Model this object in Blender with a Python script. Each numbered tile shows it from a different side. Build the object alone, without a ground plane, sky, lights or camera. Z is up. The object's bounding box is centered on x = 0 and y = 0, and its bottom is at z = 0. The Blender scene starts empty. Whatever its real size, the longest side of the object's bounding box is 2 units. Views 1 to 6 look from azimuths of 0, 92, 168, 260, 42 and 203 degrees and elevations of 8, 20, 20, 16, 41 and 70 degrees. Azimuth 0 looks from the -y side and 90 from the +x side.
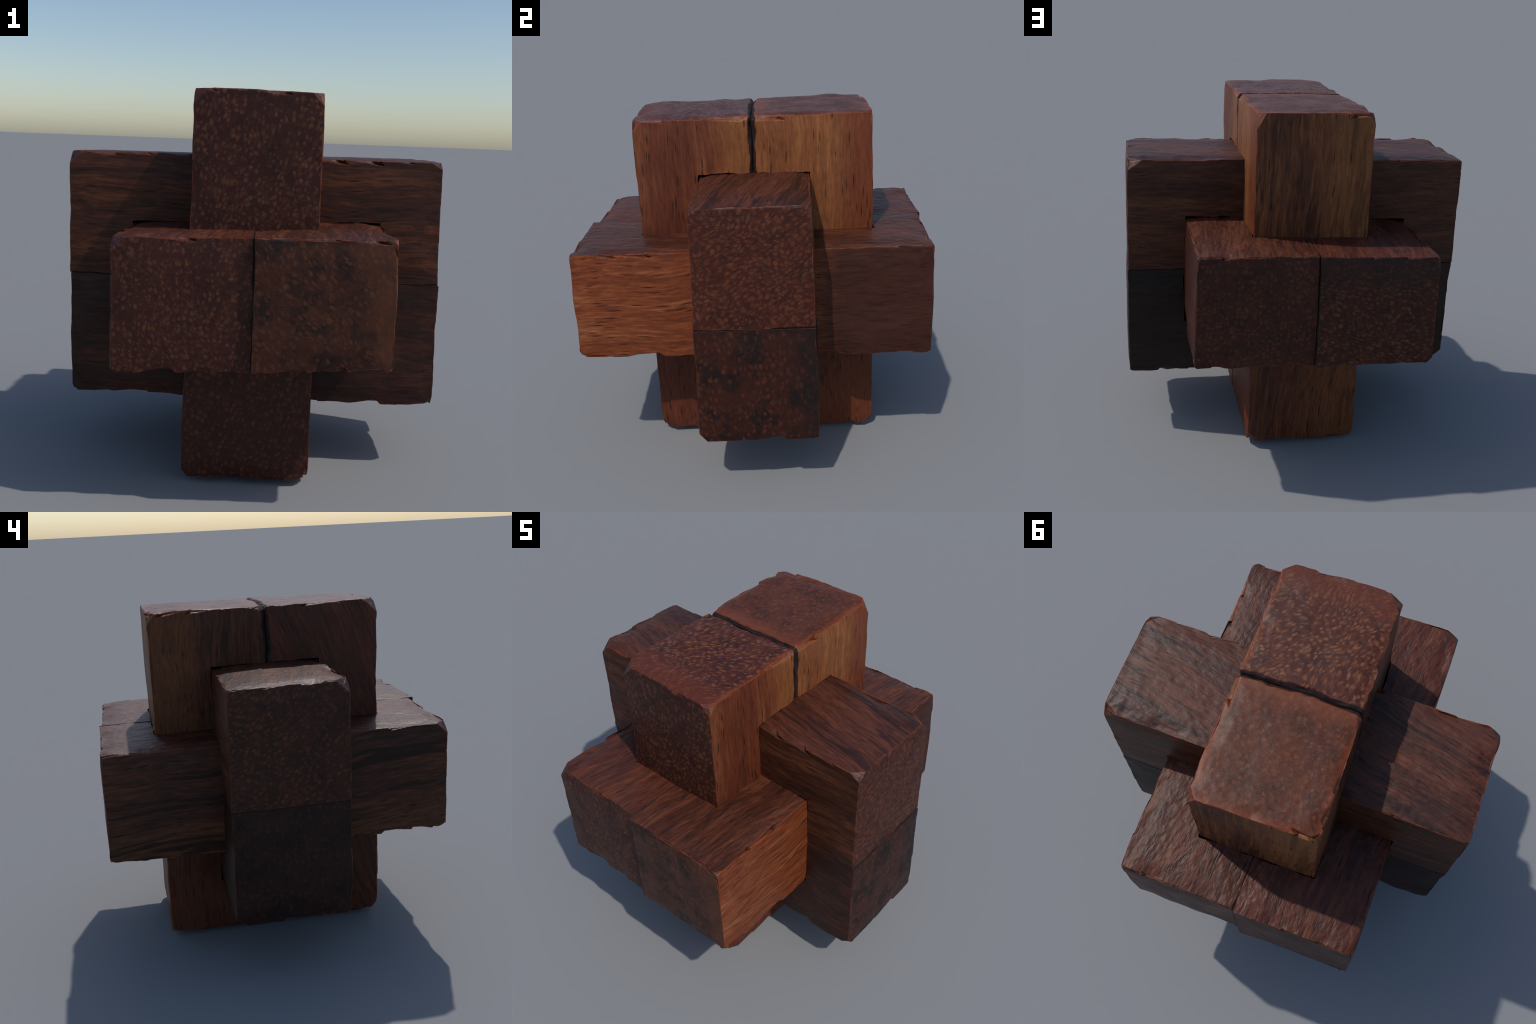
"""A six-stick interlocking wooden burr puzzle with chipped, worn edges.

Three pairs of square sticks cross at right angles.  Every stick is a slightly
warped, chamfered bar with a notch cut through its middle for the pair that
passes through it (upright <- crosswise <- lengthwise <- upright).
"""
import bpy
import numpy as np

# --------------------------------------------------------------------------
# noise helpers (seeded lattice value noise, vectorised)
# --------------------------------------------------------------------------


def hash01(ix, iy, iz, seed):
    n = (ix.astype(np.int64) * 73856093) ^ (iy.astype(np.int64) * 19349663) ^ (iz.astype(np.int64) * 83492791) ^ (seed * 2654435)
    n = (n ^ (n >> 13)) * 1274126177
    n = (n ^ (n >> 16)) & 0xFFFFFF
    n = (n * 1103515 + 12345) & 0xFFFFFF
    return n / float(0xFFFFFF)


def value_noise(p, freq, seed, sharp=False):
    """-1..1 lattice noise; sharp keeps linear interpolation (faceted look)."""
    q = p * np.asarray(freq, float)
    i = np.floor(q)
    f = q - i
    if not sharp:
        f = f * f * f * (f * (f * 6 - 15) + 10)
    i = i.astype(np.int64)
    out = 0
    for dx in (0, 1):
        wx = f[:, 0] if dx else 1 - f[:, 0]
        for dy in (0, 1):
            wy = f[:, 1] if dy else 1 - f[:, 1]
            for dz in (0, 1):
                wz = f[:, 2] if dz else 1 - f[:, 2]
                out = out + wx * wy * wz * hash01(i[:, 0] + dx, i[:, 1] + dy, i[:, 2] + dz, seed)
    return out * 2 - 1


def smoothstep(a, b, x):
    t = np.clip((x - a) / (b - a), 0, 1)
    return t * t * (3 - 2 * t)


# --------------------------------------------------------------------------
# mesh helpers
# --------------------------------------------------------------------------


def graded(n, edge):
    """Parameters -1..1, finer towards both ends."""
    t = np.linspace(-1, 1, n)
    return (1 - edge) * t + edge * np.sin(t * np.pi / 2)


def box_surface(counts, grade=0.55):
    """Welded grid over a cube's surface: points in -1..1, quads, face ids.

    Face ids: 0 -x, 1 +x, 2 -y, 3 +y, 4 -z, 5 +z."""
    lines = [graded(n, grade) for n in counts]
    size = np.array(counts)
    index = -np.ones(tuple(counts), np.int64)
    surface = np.zeros(tuple(counts), bool)
    for a in range(3):
        for e in (0, -1):
            s = [slice(None)] * 3
            s[a] = e
            surface[tuple(s)] = True
    where = np.argwhere(surface)
    index[tuple(where.T)] = np.arange(len(where))
    points = np.stack([lines[a][where[:, a]] for a in range(3)], 1)
    quads, ids = [], []
    for a in range(3):
        b, c = (a + 1) % 3, (a + 2) % 3
        for side in (0, 1):
            s = [slice(None)] * 3
            s[a] = size[a] - 1 if side else 0
            g = index[tuple(s)]  # remaining axes keep their order
            if (b, c) != tuple(sorted((b, c))):
                g = g.T
            q = np.stack([g[:-1, :-1], g[1:, :-1], g[1:, 1:], g[:-1, 1:]], -1).reshape(-1, 4)
            if not side:
                q = q[:, ::-1]
            quads.append(q)
            ids.append(np.full(len(q), a * 2 + side))
    return points, np.concatenate(quads), np.concatenate(ids)


def trilinear(corners, u):
    """corners[x][y][z] -> 3-vector; u in -1..1."""
    w = (u + 1) / 2
    out = 0
    for i in (0, 1):
        for j in (0, 1):
            for k in (0, 1):
                wi = (w[:, 0] if i else 1 - w[:, 0]) * (w[:, 1] if j else 1 - w[:, 1]) * (w[:, 2] if k else 1 - w[:, 2])
                out = out + wi[:, None] * np.array(corners[i][j][k])[None]
    return out


def mesh_from(name, points, quads, ids):
    me = bpy.data.meshes.new(name)
    me.vertices.add(len(points))
    me.vertices.foreach_set("co", points.astype(np.float32).ravel())
    me.loops.add(quads.size)
    me.loops.foreach_set("vertex_index", quads.astype(np.int32).ravel())
    me.polygons.add(len(quads))
    me.polygons.foreach_set("loop_start", np.arange(0, quads.size, 4, dtype=np.int32))
    me.polygons.foreach_set("material_index", ids.astype(np.int32))
    me.update(calc_edges=True)
    me.validate()
    return me


# --------------------------------------------------------------------------
# the three crossing pairs: corner points of each pair's hull
# order  [x- or x+][y- or y+][z- or z+]
# --------------------------------------------------------------------------

HULL = {
    "upright": [
        [[(-0.337, -0.638, 0.024), (-0.312, -0.653, 1.966)], [(-0.323, 0.676, 0.022), (-0.330, 0.679, 1.972)]],
        [[(0.314, -0.634, 0.026), (0.315, -0.650, 1.965)], [(0.323, 0.676, 0.018), (0.314, 0.681, 1.970)]],
    ],
    "crosswise": [
        [[(-0.974, -0.287, 0.341), (-0.988, -0.283, 1.646)], [(-0.976, 0.364, 0.346), (-0.990, 0.352, 1.640)]],
        [[(0.984, -0.328, 0.342), (0.965, -0.300, 1.652)], [(0.990, 0.328, 0.345), (0.972, 0.312, 1.652)]],
    ],
    "lengthwise": [
        [[(-0.643, -0.962, 0.648), (-0.643, -0.958, 1.284)], [(-0.645, 0.998, 0.652), (-0.640, 0.994, 1.274)]],
        [[(0.654, -0.999, 0.710), (0.647, -0.998, 1.322)], [(0.662, 0.966, 0.672), (0.648, 0.976, 1.309)]],
    ],
}
# along-axis, stacking axis, and where the seam falls at the four long edges'
# ends (fraction across the stack)
AXIS = {"upright": 2, "crosswise": 0, "lengthwise": 1}
STACK = {"upright": 1, "crosswise": 2, "lengthwise": 0}
SEAM = {"upright": 0.4975, "crosswise": 0.503, "lengthwise": 0.503}
OWN_END = {"upright": 0.0, "crosswise": 0.3, "lengthwise": 0.8}
SEAM_GAP = {"upright": 0.0007, "crosswise": 0.0006, "lengthwise": 0.0005}
SEAM_CHAMFER = {"upright": 0.0235, "crosswise": 0.0050, "lengthwise": 0.0055}


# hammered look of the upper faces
LUMPS = {"upright": 0.0001, "crosswise": 0.0005, "lengthwise": 0.0006}


def stick_corners(pair, upper):
    """Corner points of one stick: its pair's hull cut at the seam."""
    s, c = STACK[pair], np.array(HULL[pair], float)
    lo, hi = np.take(c, 0, axis=s), np.take(c, 1, axis=s)
    gap = SEAM_GAP[pair] / np.linalg.norm(hi - lo, axis=-1).mean()
    cut_lo, cut_hi = lo + (hi - lo) * (SEAM[pair] - gap), lo + (hi - lo) * (SEAM[pair] + gap)
    # each stick keeps its own end plane, so the ends step a little at the seam
    a, keep = AXIS[pair], OWN_END[pair]
    cut_lo[..., a] += keep * (lo - cut_lo)[..., a]
    cut_hi[..., a] += keep * (hi - cut_hi)[..., a]
    return np.stack([cut_hi, hi], s) if upper else np.stack([lo, cut_lo], s)


def stick_mesh(pair, upper, seed, spacing=0.0066):
    corners = stick_corners(pair, upper)
    centre = corners.reshape(-1, 3).mean(0)
    half = np.array([np.linalg.norm(np.take(corners, 1, axis=a) - np.take(corners, 0, axis=a), axis=-1).mean() / 2 for a in range(3)])
    counts = [int(2 * h / spacing) for h in half]
    u, quads, ids = box_surface(counts)
    p = u * half
    s, along = STACK[pair], AXIS[pair]
    world = trilinear(corners, u)

    # chamfer width: small at the seam, larger and ragged on outer edges, with
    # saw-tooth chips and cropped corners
    out = (u[:, s] + 1) / 2 if upper else (1 - u[:, s]) / 2
    outer = smoothstep(0.03, 0.22, out)
    t = p.sum(1) / 0.19 + seed * 0.37 + 0.3 * value_noise(p, 3, seed + 5)
    cell = np.floor(t)
    tooth = hash01(cell, cell * 0, cell * 0, seed + 11) * (t - cell)
    ragged = value_noise(p, 9, seed + 1, True)
    ragged2 = value_noise(p, 26, seed + 2, True)
    level = smoothstep(0.10, 0.02, half[2] - np.abs(p[:, 2]))  # near the top or underside
    width = 0.007 + (0.007 + 0.027 * level) * tooth ** 1.3 + (0.003 + 0.005 * level) * ragged + 0.0025 * ragged2
    joint = SEAM_CHAMFER[pair] * (0.8 + 0.75 * value_noise(p, 6, seed + 8) + 0.4 * ragged2)
    if pair == "upright":
        joint = SEAM_CHAMFER[pair] * (0.95 + 0.55 * ragged + 0.45 * ragged2)
    width = np.clip(joint * (1 - outer) + width * outer, 0.002, None)

    q = np.clip(np.abs(p) - (half - width[:, None]), 0, None)
    norm = (q ** 1.05).sum(1) ** (1 / 1.05)
    sign = np.sign(u)
    shaped = np.where(q > 0, sign * (half - width[:, None] + q * (width / norm)[:, None]), p)

    # cropped corners: a flat facet knocked off each outer corner
    octant = ((sign + 1) // 2).astype(np.int64)
    crop = 0.030 + 0.048 * hash01(octant[:, 0], octant[:, 1], octant[:, 2], seed + 13) ** 1.5
    slope = np.array([0.8, 0.8, 0.8]) + 0.5 * np.stack([hash01(octant[:, 0], octant[:, 1], octant[:, 2], seed + 14 + n) for n in range(3)], 1)
    slope[:, along] *= 0.8
    over = np.clip((np.abs(shaped) * slope).sum(1) - (slope * half).sum(1) + crop, 0, None) * outer
    shaped = shaped - sign * slope * (over / (slope ** 2).sum(1))[:, None]

    # the joint between the two sticks wanders a little (same field for both)
    wander = 0.0045 * value_noise(world, 4.5, 7) + 0.0025 * value_noise(world, 15, 8)
    shaped[:, s] += wander * smoothstep(0.35, 0.0, out)

    # relief: slow warp of the faces, lumps stretched along the grain, and worn
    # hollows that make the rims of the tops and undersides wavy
    normal = sign * q
    normal /= np.linalg.norm(normal, axis=1)[:, None]
    stretch = np.ones(3)
    stretch[along] = 0.7
    lump = value_noise(world * stretch, 32, seed + 3) + 0.7 * value_noise(world * stretch, 55, seed + 4)
    swell = value_noise(world, 3.1, seed + 6) + 0.6 * value_noise(world, 7.0, seed + 7)
    up, down = np.clip(normal[:, 2], 0, 1), np.clip(-normal[:, 2], 0, 1)
    seamward = np.clip(-normal[:, s] if upper else normal[:, s], 0, 1)
    in_plane = np.sort(half - np.abs(p), axis=1)[:, 1]
    rim = smoothstep(0.09, 0.0, in_plane) * outer
    hollow = np.clip(0.35 + value_noise(world, 10.5, seed + 9, True), 0, None)
    relief = 0.0026 * swell + (0.0006 + LUMPS[pair] * up) * lump - (0.012 * up + 0.022 * down + 0.006) * hollow * rim
    # faces belly out a little from their worn edges
    belly = 0.006 if pair != "upright" else 0.004 - 0.003 * up
    relief = relief + belly * smoothstep(0.0, 0.15, in_plane) - 0.65 * belly
    if pair == "upright":
        bulge = (1 - (p[:, 0] / half[0]) ** 2) * (1 - (p[:, 1] / half[1]) ** 2)
        relief = relief + 0.017 * down * bulge
    shaped = shaped + normal * (relief * (1 - seamward))[:, None]
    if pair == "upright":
        # the whole groove between the two uprights takes the dark joint colour
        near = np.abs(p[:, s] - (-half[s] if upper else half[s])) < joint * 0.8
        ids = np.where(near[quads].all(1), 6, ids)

    points = trilinear(corners, shaped / half) - centre
    return mesh_from("stick", points, quads, ids), centre


# clearance of each notch round the pair that fills it:
# (x-, x+, y-, y+, z-, z+) growth of the filling pair's hull at its two ends
# how far out along the filling pair the walls of the notch stand
MOUTH = {"crosswise": 0.315, "lengthwise": 0.315, "upright": 0.315}


def cutter_object(filler, seed, low_end, high_end):
    c = np.array(HULL[filler], float)
    along = AXIS[filler]
    for i in (0, 1):
        for j in (0, 1):
            for k in (0, 1):
                end = (i, j, k)[along]
                grow = high_end if end else low_end
                for a, side in enumerate((i, j, k)):
                    if a != along:
                        c[i, j, k, a] += grow[a] * (1 if side else -1)
                c[i, j, k, along] += 0.3 * (1 if end else -1)
    counts = [60, 60, 60]
    counts[along] = 240
    u, quads, ids = box_surface(counts, 0.2)
    # loose only at the mouth of the notch, tight further in
    tight = trilinear(np.where(True, np.array(HULL[filler], float), 0), u)
    tight += 0.0015 * np.where(np.abs(u) > 0.999, np.sign(u), 0)
    tight[:, along] *= 1.3
    loose = trilinear(c, u)
    loose += 0.008 * np.stack([value_noise(loose, 16, seed + n, True) for n in range(3)], 1)
    loose += 0.003 * np.stack([value_noise(loose, 45, seed + 3 + n) for n in range(3)], 1)
    mouth = smoothstep(0.26, 0.295, np.abs(loose[:, along]) * 0.31 / MOUTH[filler])
    points = tight + (loose - tight) * mouth[:, None]
    me = mesh_from("notch_cutter", points, quads, np.full(len(quads), 6))
    ob = bpy.data.objects.new("notch_cutter", me)
    bpy.context.scene.collection.objects.link(ob)
    return ob


# --------------------------------------------------------------------------
# materials
# --------------------------------------------------------------------------


TONE = np.array((0.57, 0.495, 0.44))  # overall depth of the oiled wood


def lin(*rgb):
    c = np.array(rgb, float) / 255
    c = np.where(c <= 0.04045, c / 12.92, ((c + 0.055) / 1.055) ** 2.4)
    return (*[float(v) for v in c * TONE], 1.0)


class Nodes:
    """Small helper to write shader graphs as expressions."""

    def __init__(self, name):
        self.mat = bpy.data.materials.new(name)
        self.mat.use_nodes = True
        self.tree = self.mat.node_tree
        self.tree.nodes.clear()

    def add(self, kind, **props):
        n = self.tree.nodes.new(kind)
        for k, v in props.items():
            setattr(n, k, v)
        return n

    def put(self, socket, value):
        if isinstance(value, bpy.types.NodeSocket):
            self.tree.links.new(value, socket)
        elif value is not None:
            socket.default_value = value

    def math(self, op, a, b=None, c=None, clamp=False):
        n = self.add("ShaderNodeMath", operation=op, use_clamp=clamp)
        for s, v in zip(n.inputs, (a, b, c)):
            self.put(s, v)
        return n.outputs[0]

    def vmath(self, op, a, b=None):
        n = self.add("ShaderNodeVectorMath", operation=op)
        self.put(n.inputs[0], a)
        self.put(n.inputs[1], b)
        return n.outputs[0]

    def ramp(self, x, a, b, to_a=0.0, to_b=1.0):
        n = self.add("ShaderNodeMapRange", interpolation_type="SMOOTHSTEP")
        for key, v in (("Value", x), ("From Min", a), ("From Max", b), ("To Min", to_a), ("To Max", to_b)):
            self.put(n.inputs[key], v)
        return n.outputs[0]

    def mix(self, fac, a, b, mode="MIX"):
        n = self.add("ShaderNodeMix", data_type="RGBA", blend_type=mode)
        self.put(n.inputs[0], fac)
        self.put(n.inputs[6], a)
        self.put(n.inputs[7], b)
        return n.outputs[2]

    def noise(self, vec, scale, detail=2.0, rough=0.5, colour=False, distortion=0.0):
        n = self.add("ShaderNodeTexNoise", noise_dimensions="3D")
        self.put(n.inputs["Vector"], vec)
        self.put(n.inputs["Scale"], scale)
        self.put(n.inputs["Detail"], detail)
        self.put(n.inputs["Roughness"], rough)
        self.put(n.inputs["Distortion"], distortion)
        return n.outputs[1 if colour else 0]

    def voronoi(self, vec, scale, dims="3D", rand=1.0):
        n = self.add("ShaderNodeTexVoronoi", voronoi_dimensions=dims, feature="F1")
        self.put(n.inputs["Vector"], vec)
        self.put(n.inputs["Scale"], scale)
        self.put(n.inputs["Randomness"], rand)
        return n.outputs["Distance"], n.outputs["Color"]

    def separate(self, vec):
        n = self.add("ShaderNodeSeparateXYZ")
        self.put(n.inputs[0], vec)
        return n.outputs

    def combine(self, x, y, z=0.0):
        n = self.add("ShaderNodeCombineXYZ")
        for s, v in zip(n.inputs, (x, y, z)):
            self.put(s, v)
        return n.outputs[0]

    def mapping(self, vec, loc=(0, 0, 0), rot=(0, 0, 0), scale=(1, 1, 1)):
        n = self.add("ShaderNodeMapping")
        self.put(n.inputs["Vector"], vec)
        n.inputs["Location"].default_value = loc
        n.inputs["Rotation"].default_value = rot
        n.inputs["Scale"].default_value = scale
        return n.outputs[0]

    def object_coords(self):
        return self.add("ShaderNodeTexCoord").outputs["Object"]

    def worn_edge(self, coords, colour, edge, strength):
        """Rubbed edges: redder, lighter wood where the surface is convex."""
        point = self.add("ShaderNodeNewGeometry").outputs["Pointiness"]
        mask = self.ramp(point, 0.515, 0.56)
        broken = self.ramp(self.noise(coords, 14, 3), 0.35, 0.62)
        return self.mix(self.math("MULTIPLY", self.math("MULTIPLY", mask, broken), strength), colour, edge)

    def patches(self, coords, colour, patches):
        """Regions of another tone: (axis, from, to, colour, strength, wobble)."""
        axes = self.separate(coords)
        for n, (axis, a, b, tone, strength, wobble) in enumerate(patches):
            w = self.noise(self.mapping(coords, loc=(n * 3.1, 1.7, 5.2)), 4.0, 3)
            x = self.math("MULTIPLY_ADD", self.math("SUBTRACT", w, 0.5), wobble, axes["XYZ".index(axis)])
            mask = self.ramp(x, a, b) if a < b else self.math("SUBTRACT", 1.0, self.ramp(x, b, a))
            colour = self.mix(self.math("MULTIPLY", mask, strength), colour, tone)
        return colour

    def finish(self, colour, rough, height, bump, specular=0.4):
        bsdf = self.add("ShaderNodeBsdfPrincipled")
        out = self.add("ShaderNodeOutputMaterial")
        b = self.add("ShaderNodeBump")
        b.inputs["Strength"].default_value = bump
        b.inputs["Distance"].default_value = 0.004
        self.put(b.inputs["Height"], height)
        self.put(bsdf.inputs["Base Color"], colour)
        self.put(bsdf.inputs["Roughness"], rough)
        self.put(bsdf.inputs["Specular IOR Level"], specular)
        self.tree.links.new(b.outputs[0], bsdf.inputs["Normal"])
        self.tree.links.new(bsdf.outputs[0], out.inputs[0])
        return self.mat


WORN = lin(186, 92, 58)


def long_grain(name, axis, dark, mid, light, seed, tilt=0.0, pores=0.5, pore_tone=(40, 20, 16), patches=(), worn=0.6, contrast=1.0, bump=0.2, black=0.0, fine=1.0, lines=0.15, chisel=0.0):
    """A face sawn along the grain: streaks, fibres and short dark pores."""
    g = Nodes(name)
    c = g.object_coords()
    turn = [0.0, 0.0, 0.0]
    # let the grain run a little out of true within the face itself
    facing = 2 if name.endswith("top") else 0 if name.endswith(("flank", "end")) else 1
    turn[facing] = tilt
    bend = g.vmath("SCALE", g.vmath("SUBTRACT", g.noise(g.mapping(c, loc=(seed, 0, 0)), 1.8, 1, colour=True), (0.5, 0.5, 0.5)), None)
    bend.node.inputs["Scale"].default_value = 0.10
    v = g.mapping(g.vmath("ADD", c, bend), loc=(seed * 1.3, seed * 0.7, seed * 2.1), rot=turn)

    def stretched(along, across):
        s = [across] * 3
        s[axis] = along
        return g.mapping(v, scale=s)

    broad = g.noise(stretched(0.9, 9.0), 1.0, 4, 0.55)
    fibre = g.noise(stretched(7, 85), 1.0, 3, 0.6)
    speck = g.noise(stretched(22, 60), 1.0, 3, 0.6)
    tone = g.math("MULTIPLY_ADD", g.math("SUBTRACT", broad, 0.5), 1.1 * contrast, 0.5)
    streak = g.noise(stretched(1.6, 34), 1.0, 3, 0.6)
    tone = g.math("MULTIPLY_ADD", g.math("SUBTRACT", streak, 0.5), 0.72 * contrast, tone)
    tone = g.math("MULTIPLY_ADD", g.math("SUBTRACT", fibre, 0.5), 0.6 * fine, tone)
    ramp = g.add("ShaderNodeValToRGB")
    g.put(ramp.inputs[0], tone)
    e = ramp.color_ramp.elements
    e[0].position, e[0].color = 0.18, lin(*dark)
    e[1].position, e[1].color = 0.82, lin(*light)
    m = e.new(0.5)
    m.color = lin(*mid)
    colour = ramp.outputs[0]
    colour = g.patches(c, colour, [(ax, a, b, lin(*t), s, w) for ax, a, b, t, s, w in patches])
    if black:
        blot = g.ramp(g.noise(stretched(2.0, 4.5), 1.0, 3), 0.42, 0.62)
        colour = g.mix(g.math("MULTIPLY", blot, black), colour, lin(44, 29, 23))
    # growth lines: long narrow dark streaks
    line = g.ramp(g.noise(stretched(0.55, 21), 1.0, 3, 0.55), 0.54, 0.63)
    colour = g.mix(g.math("MULTIPLY", line, lines), colour, lin(dark[0] * 0.62, dark[1] * 0.62, dark[2] * 0.68))
    # fibres and specks vary the value
    shade = g.math("ADD", g.ramp(fibre, 0.3, 0.7, 1 - 0.20 * fine, 1 + 0.16 * fine), g.ramp(speck, 0.3, 0.7, -0.10, 0.10))
    colour = g.mix(1.0, colour, g.combine(shade, shade, shade), "MULTIPLY")
    # pores
    d, rnd = g.voronoi(stretched(6.5, 66), 1.0)
    keep = g.ramp(g.separate(rnd)[0], 1.0 - pores * 0.75, 1.02 - pores * 0.75)
    pore = g.math("MULTIPLY", g.math("SUBTRACT", 1.0, g.ramp(d, 0.14, 0.36)), keep)
    colour = g.mix(g.math("MULTIPLY", pore, 0.82), colour, lin(*pore_tone))
    colour = g.worn_edge(c, colour, WORN, worn)
    height = g.math("ADD", g.math("MULTIPLY", fibre, 0.6), g.math("MULTIPLY_ADD", pore, -0.5, g.math("MULTIPLY", speck, 0.5)))
    if chisel:
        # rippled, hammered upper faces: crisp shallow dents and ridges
        ripple = g.math("ABSOLUTE", g.math("SUBTRACT", g.noise(stretched(13, 26), 1.0, 3, 0.5), 0.5))
        dent, _ = g.voronoi(stretched(20, 30), 1.0)
        height = g.math("MULTIPLY_ADD", ripple, 5.0 * chisel, g.math("MULTIPLY_ADD", dent, 0.9 * chisel, height))
        bump = 0.42
    rough = g.ramp(broad, 0.3, 0.7, 0.46, 0.54)
    return g.finish(colour, rough, height, bump, (0.3 if "upright" in name else 0.36) if name.endswith("top") else 0.25)


def end_grain(name, axes, base, dark, spot, seed, scale=31.0, turn=0.0, stretch=1.6, density=0.75, rings=0.4, patches=(), worn=0.6, blotch=0.7, size=1.0, swirl=0.03, bump=0.2, ground=0.95, bright=1.0):
    """A face cut across the pores: pale flecks and small rings on dark wood."""
    g = Nodes(name)
    c = g.object_coords()
    s = g.separate(c)
    flat = g.combine(s[axes[0]], s[axes[1]], 0.0)
    off = g.mapping(flat, loc=(seed * 1.7, seed * 0.9, seed))
    warp = g.vmath("SCALE", g.vmath("SUBTRACT", g.noise(off, 3.0, 2, colour=True), (0.5, 0.5, 0.5)), None)
    warp.node.inputs["Scale"].default_value = swirl * 4
    jitter = g.vmath("SCALE", g.vmath("SUBTRACT", g.noise(off, 45.0, 2, colour=True), (0.5, 0.5, 0.5)), None)
    jitter.node.inputs["Scale"].default_value = 0.018
    v = g.vmath("ADD", g.vmath("ADD", off, warp), jitter)
    v = g.mapping(v, rot=(0, 0, turn))
    v = g.mapping(v, scale=(1.0, 1.0 / stretch, 1.0))
    d, rnd = g.voronoi(v, scale * 1.3, "2D", 0.85)
    r = g.separate(rnd)
    soft = g.noise(off, 90, 2)
    d = g.math("MULTIPLY_ADD", g.math("SUBTRACT", soft, 0.5), 0.22, d)
    crowd = g.ramp(g.noise(off, 5.5, 3), 0.30, 0.66, density - 0.22, density + 0.34)
    keep = g.ramp(g.math("SUBTRACT", crowd, r[0]), -0.06, 0.12)
    reach = g.math("MULTIPLY_ADD", r[1], 0.20 * size, 0.20 * size)
    fleck = g.ramp(g.math("SUBTRACT", d, reach), -0.26, 0.13, 1.0, 0.0)
    fleck = g.math("MULTIPLY", fleck, keep)
    eye = g.math("MULTIPLY", g.ramp(d, 0.05, 0.17, 1.0, 0.0), g.ramp(r[2], 1 - rings, 1.02 - rings))
    mottled = g.noise(off, 7.0, 4, 0.6)
    colour = g.mix(g.math("MULTIPLY", g.ramp(mottled, 0.42, 0.64), blotch), lin(*base), lin(*dark))
    colour = g.mix(1.0, colour, (ground, ground * 0.78, ground * 0.67, 1), "MULTIPLY")
    grit = g.noise(off, 120, 3, 0.6)
    tint = g.ramp(grit, 0.3, 0.7, 0.80, 1.2)
    colour = g.mix(1.0, colour, g.combine(tint, tint, tint), "MULTIPLY")
    pale = g.ramp(g.noise(off, 22, 2), 0.3, 0.7, 0.32 * bright, 0.70 * bright)
    chain = g.math("MULTIPLY", g.ramp(g.noise(v, 62, 2, 0.6), 0.46, 0.66), 0.22)
    colour = g.mix(g.math("MULTIPLY", chain, crowd, clamp=True), colour, lin(*spot))
    colour = g.mix(g.math("MULTIPLY", fleck, pale), colour, lin(*spot))
    colour = g.mix(g.math("MULTIPLY", g.math("MULTIPLY", eye, keep), 0.6), colour, lin(*dark))
    colour = g.patches(c, colour, [(ax, a, b, lin(*t), k, w) for ax, a, b, t, k, w in patches])
    colour = g.worn_edge(c, colour, WORN, worn)
    height = g.math("ADD", g.math("MULTIPLY", fleck, 0.35), g.math("MULTIPLY_ADD", eye, -0.5, g.math("MULTIPLY", grit, 0.8)))
    rough = g.ramp(mottled, 0.3, 0.7, 0.42, 0.52)
    return g.finish(colour, rough, height, bump, (0.3 if "upright" in name else 0.36) if name.endswith("top") else 0.25)


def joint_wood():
    name = "near_black_joint_wood"
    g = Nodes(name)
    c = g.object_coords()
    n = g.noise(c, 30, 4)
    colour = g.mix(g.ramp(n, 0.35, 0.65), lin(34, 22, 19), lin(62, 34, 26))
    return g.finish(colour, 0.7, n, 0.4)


X, Y, Z = 0, 1, 2
JOINT = joint_wood()


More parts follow.
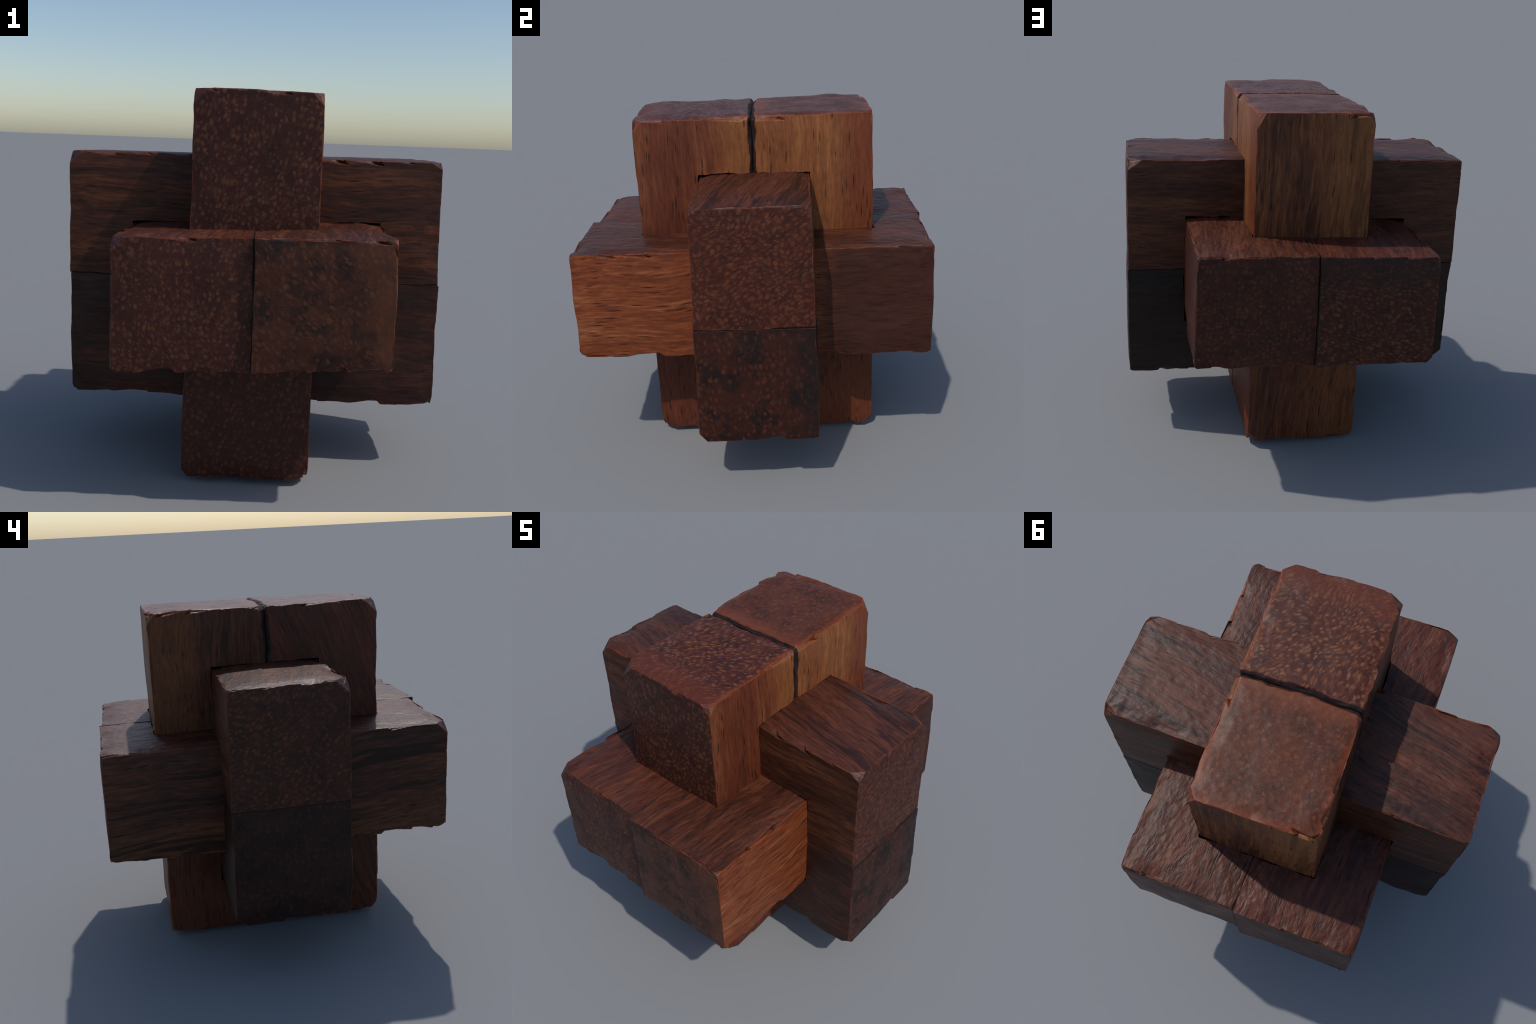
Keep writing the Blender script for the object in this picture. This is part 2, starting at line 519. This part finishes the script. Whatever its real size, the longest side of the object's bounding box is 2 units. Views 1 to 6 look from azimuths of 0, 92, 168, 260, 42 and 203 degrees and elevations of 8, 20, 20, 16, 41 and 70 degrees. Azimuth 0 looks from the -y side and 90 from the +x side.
def materials():
    """Six faces (-x, +x, -y, +y, -z, +z) for each of the six sticks."""
    red = dict(dark=(74, 36, 28), mid=(112, 54, 38), light=(140, 72, 48))
    brown = dict(dark=(66, 38, 28), mid=(100, 58, 40), light=(132, 82, 54))
    out = {}
    out["upright", False] = [
        long_grain("upright_front_dark_flank", Z, (70, 40, 32), (98, 55, 42), (120, 68, 50), 1, tilt=0.35, pores=0.25),
        long_grain("upright_front_orange_flank", Z, (106, 56, 40), (130, 72, 48), (158, 100, 66), 2, pores=0.6, fine=0.7,
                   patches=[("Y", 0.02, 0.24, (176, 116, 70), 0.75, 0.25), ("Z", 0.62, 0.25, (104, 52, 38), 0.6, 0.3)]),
        end_grain("upright_front_speckled_face", (X, Z), (82, 47, 42), (62, 36, 33), (150, 100, 68), 3, scale=29, turn=0.25, stretch=1.35, density=0.72, rings=0.12,
                  patches=[("Z", -0.2, -0.55, (70, 36, 28), 0.35, 0.3)]),
        JOINT,
        long_grain("upright_front_underside", Z, **red, seed=5),
        end_grain("upright_front_streaked_top", (X, Y), (98, 52, 40), (64, 38, 36), (178, 118, 76), 6, scale=35, turn=0.7, bright=1.2, stretch=1.8, density=0.88, rings=0.15, swirl=0.06,
                  patches=[("Y", -0.12, -0.30, (130, 66, 46), 0.6, 0.25), ("X", 0.27, 0.315, (176, 90, 50), 0.5, 0.08), ("X", -0.27, -0.315, (150, 74, 46), 0.4, 0.08)], bump=0.15),
    ]
    out["upright", True] = [
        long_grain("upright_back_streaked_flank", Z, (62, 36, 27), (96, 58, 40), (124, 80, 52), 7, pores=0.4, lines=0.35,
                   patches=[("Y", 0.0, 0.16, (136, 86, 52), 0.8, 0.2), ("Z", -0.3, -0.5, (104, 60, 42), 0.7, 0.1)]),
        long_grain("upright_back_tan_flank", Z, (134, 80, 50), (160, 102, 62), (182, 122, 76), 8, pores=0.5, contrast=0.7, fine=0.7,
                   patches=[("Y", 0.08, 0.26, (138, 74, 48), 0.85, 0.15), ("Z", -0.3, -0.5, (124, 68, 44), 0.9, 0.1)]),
        JOINT,
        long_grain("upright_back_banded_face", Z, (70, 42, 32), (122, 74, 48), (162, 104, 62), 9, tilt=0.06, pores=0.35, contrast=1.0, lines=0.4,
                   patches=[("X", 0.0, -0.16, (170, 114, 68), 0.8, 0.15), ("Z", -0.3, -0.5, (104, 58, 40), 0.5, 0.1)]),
        long_grain("upright_back_underside", Z, **red, seed=10),
        end_grain("upright_back_ringed_top", (X, Y), (112, 66, 44), (74, 48, 38), (166, 104, 66), 11, ground=1.0, scale=23, stretch=1.1, density=0.75, rings=0.8, size=0.85,
                  patches=[("Y", -0.2, -0.32, (158, 86, 54), 0.6, 0.1), ("X", 0.27, 0.315, (186, 98, 54), 0.6, 0.08), ("X", -0.27, -0.315, (176, 92, 52), 0.5, 0.1), ("Y", 0.28, 0.33, (176, 90, 52), 0.5, 0.08)], bump=0.15),
    ]
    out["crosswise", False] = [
        end_grain("crosswise_lower_dark_end", (Y, Z), (54, 35, 30), (32, 26, 25), (92, 56, 42), 12, density=0.55, rings=0.3, blotch=0.9, worn=0.2),
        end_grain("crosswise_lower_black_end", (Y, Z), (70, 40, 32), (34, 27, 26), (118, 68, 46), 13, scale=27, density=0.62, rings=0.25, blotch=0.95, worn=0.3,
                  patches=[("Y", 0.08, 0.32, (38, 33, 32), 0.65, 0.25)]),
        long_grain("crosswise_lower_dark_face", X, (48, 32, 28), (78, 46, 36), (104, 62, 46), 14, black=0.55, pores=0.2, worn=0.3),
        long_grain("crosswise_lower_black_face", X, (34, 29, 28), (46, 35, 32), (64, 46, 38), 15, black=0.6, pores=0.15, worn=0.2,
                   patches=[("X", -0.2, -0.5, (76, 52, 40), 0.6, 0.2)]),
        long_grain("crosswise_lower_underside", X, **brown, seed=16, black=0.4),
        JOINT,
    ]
    out["crosswise", True] = [
        end_grain("crosswise_upper_flecked_end", (Y, Z), (76, 48, 42), (52, 38, 36), (134, 88, 60), 17, scale=32, turn=-0.9, stretch=1.5, density=0.82, rings=0.3, worn=0.3),
        end_grain("crosswise_upper_mottled_end", (Y, Z), (84, 48, 42), (62, 38, 36), (142, 86, 56), 18, scale=31, turn=1.0, stretch=1.4, density=1.05, rings=0.45, swirl=0.05, size=1.1),
        long_grain("crosswise_upper_streaked_face", X, (56, 34, 27), (94, 55, 38), (138, 82, 50), 19, pores=0.3, contrast=0.8, lines=0.45),
        long_grain("crosswise_upper_brown_face", X, (70, 42, 30), (100, 60, 41), (126, 80, 52), 20, pores=0.3),
        JOINT,
        long_grain("crosswise_upper_red_top", X, (64, 36, 28), (102, 57, 40), (130, 76, 52), 21, tilt=0.22, pores=0.3, contrast=0.9, lines=0.65, chisel=0.6),
    ]
    out["lengthwise", False] = [
        long_grain("lengthwise_left_brown_flank", Y, (58, 36, 29), (92, 56, 42), (126, 80, 54), 22, tilt=0.08, pores=0.6, contrast=0.9, lines=0.75,
                   patches=[("Z", -0.02, -0.26, (122, 84, 54), 0.5, 0.2)]),
        JOINT,
        end_grain("lengthwise_left_ringed_end", (X, Z), (84, 50, 44), (66, 40, 36), (154, 100, 68), 23, scale=31, stretch=1.2, density=0.72, rings=0.6),
        end_grain("lengthwise_left_flecked_end", (X, Z), (80, 46, 38), (56, 36, 31), (160, 102, 66), 24, scale=33, turn=1.25, stretch=1.6, density=0.82, rings=0.4, worn=0.4,
                  patches=[("Z", 0.02, 0.25, (58, 42, 40), 0.6, 0.2)]),
        long_grain("lengthwise_left_underside", Y, **brown, seed=25),
        long_grain("lengthwise_left_red_top", Y, (82, 44, 33), (112, 60, 42), (136, 80, 54), 26, tilt=0.12, pores=0.5, lines=0.4, chisel=1.0),
    ]
    out["lengthwise", True] = [
        JOINT,
        long_grain("lengthwise_right_orange_flank", Y, (130, 68, 42), (158, 88, 52), (190, 130, 86), 27, pores=0.7, pore_tone=(60, 28, 20),
                   patches=[("Y", 0.25, 0.5, (74, 42, 36), 0.94, 0.1)]),
        end_grain("lengthwise_right_smoky_end", (X, Z), (94, 60, 47), (50, 38, 34), (138, 90, 62), 28, scale=30, turn=-0.6, stretch=1.7, density=0.7, rings=0.5, blotch=0.95,
                  patches=[("X", 0.12, 0.3, (126, 80, 56), 0.5, 0.2)]),
        end_grain("lengthwise_right_ringed_end", (X, Z), (84, 48, 39), (56, 36, 30), (140, 88, 60), 29, scale=31, stretch=1.2, density=0.78, rings=0.75, worn=0.4),
        long_grain("lengthwise_right_underside", Y, **brown, seed=30),
        long_grain("lengthwise_right_brown_top", Y, (74, 42, 31), (106, 60, 42), (138, 82, 56), 31, tilt=0.1, pores=0.6, lines=0.3, chisel=1.0),
    ]
    return out


# --------------------------------------------------------------------------
# assemble
# --------------------------------------------------------------------------

scene = bpy.context.scene
root = bpy.data.objects.new("burr_puzzle", None)
scene.collection.objects.link(root)
root["label"] = "six interlocking dark wooden sticks forming a burr puzzle"
root["category"] = "wooden puzzle"

# which pair fills the notch of which, with the clearance at both ends (x, y, z)
NOTCH = {
    "upright": cutter_object("crosswise", 60, (0, 0.004, 0.006), (0, 0.002, 0.001)),
    "crosswise": cutter_object("lengthwise", 70, (0.002, 0, 0.002), (0.005, 0, 0.012)),
    "lengthwise": cutter_object("upright", 80, (0.002, 0.002, 0), (0.002, 0.002, 0)),
}
looks = materials()
for number, (pair, upper) in enumerate(looks):
    me, centre = stick_mesh(pair, upper, 100 + number * 17)
    ob = bpy.data.objects.new("puzzle_stick", me)
    ob.location = centre
    scene.collection.objects.link(ob)
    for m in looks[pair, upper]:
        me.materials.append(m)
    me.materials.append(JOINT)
    cut = ob.modifiers.new("notch", "BOOLEAN")
    cut.operation, cut.solver, cut.object = "DIFFERENCE", "MANIFOLD", NOTCH[pair]
    bpy.context.view_layer.update()
    graph = bpy.context.evaluated_depsgraph_get()
    cut_mesh = bpy.data.meshes.new_from_object(ob.evaluated_get(graph))
    cut_mesh.name = "stick"
    cut_mesh.materials[6] = JOINT
    ob.modifiers.clear()
    ob.data = cut_mesh
    bpy.data.meshes.remove(me)
    cut_mesh.polygons.foreach_set("use_smooth", np.ones(len(cut_mesh.polygons), bool))
    cut_mesh.set_sharp_from_angle(angle=np.radians(32))
    ob.parent = root
for cutter in NOTCH.values():
    bpy.data.objects.remove(cutter, do_unlink=True)
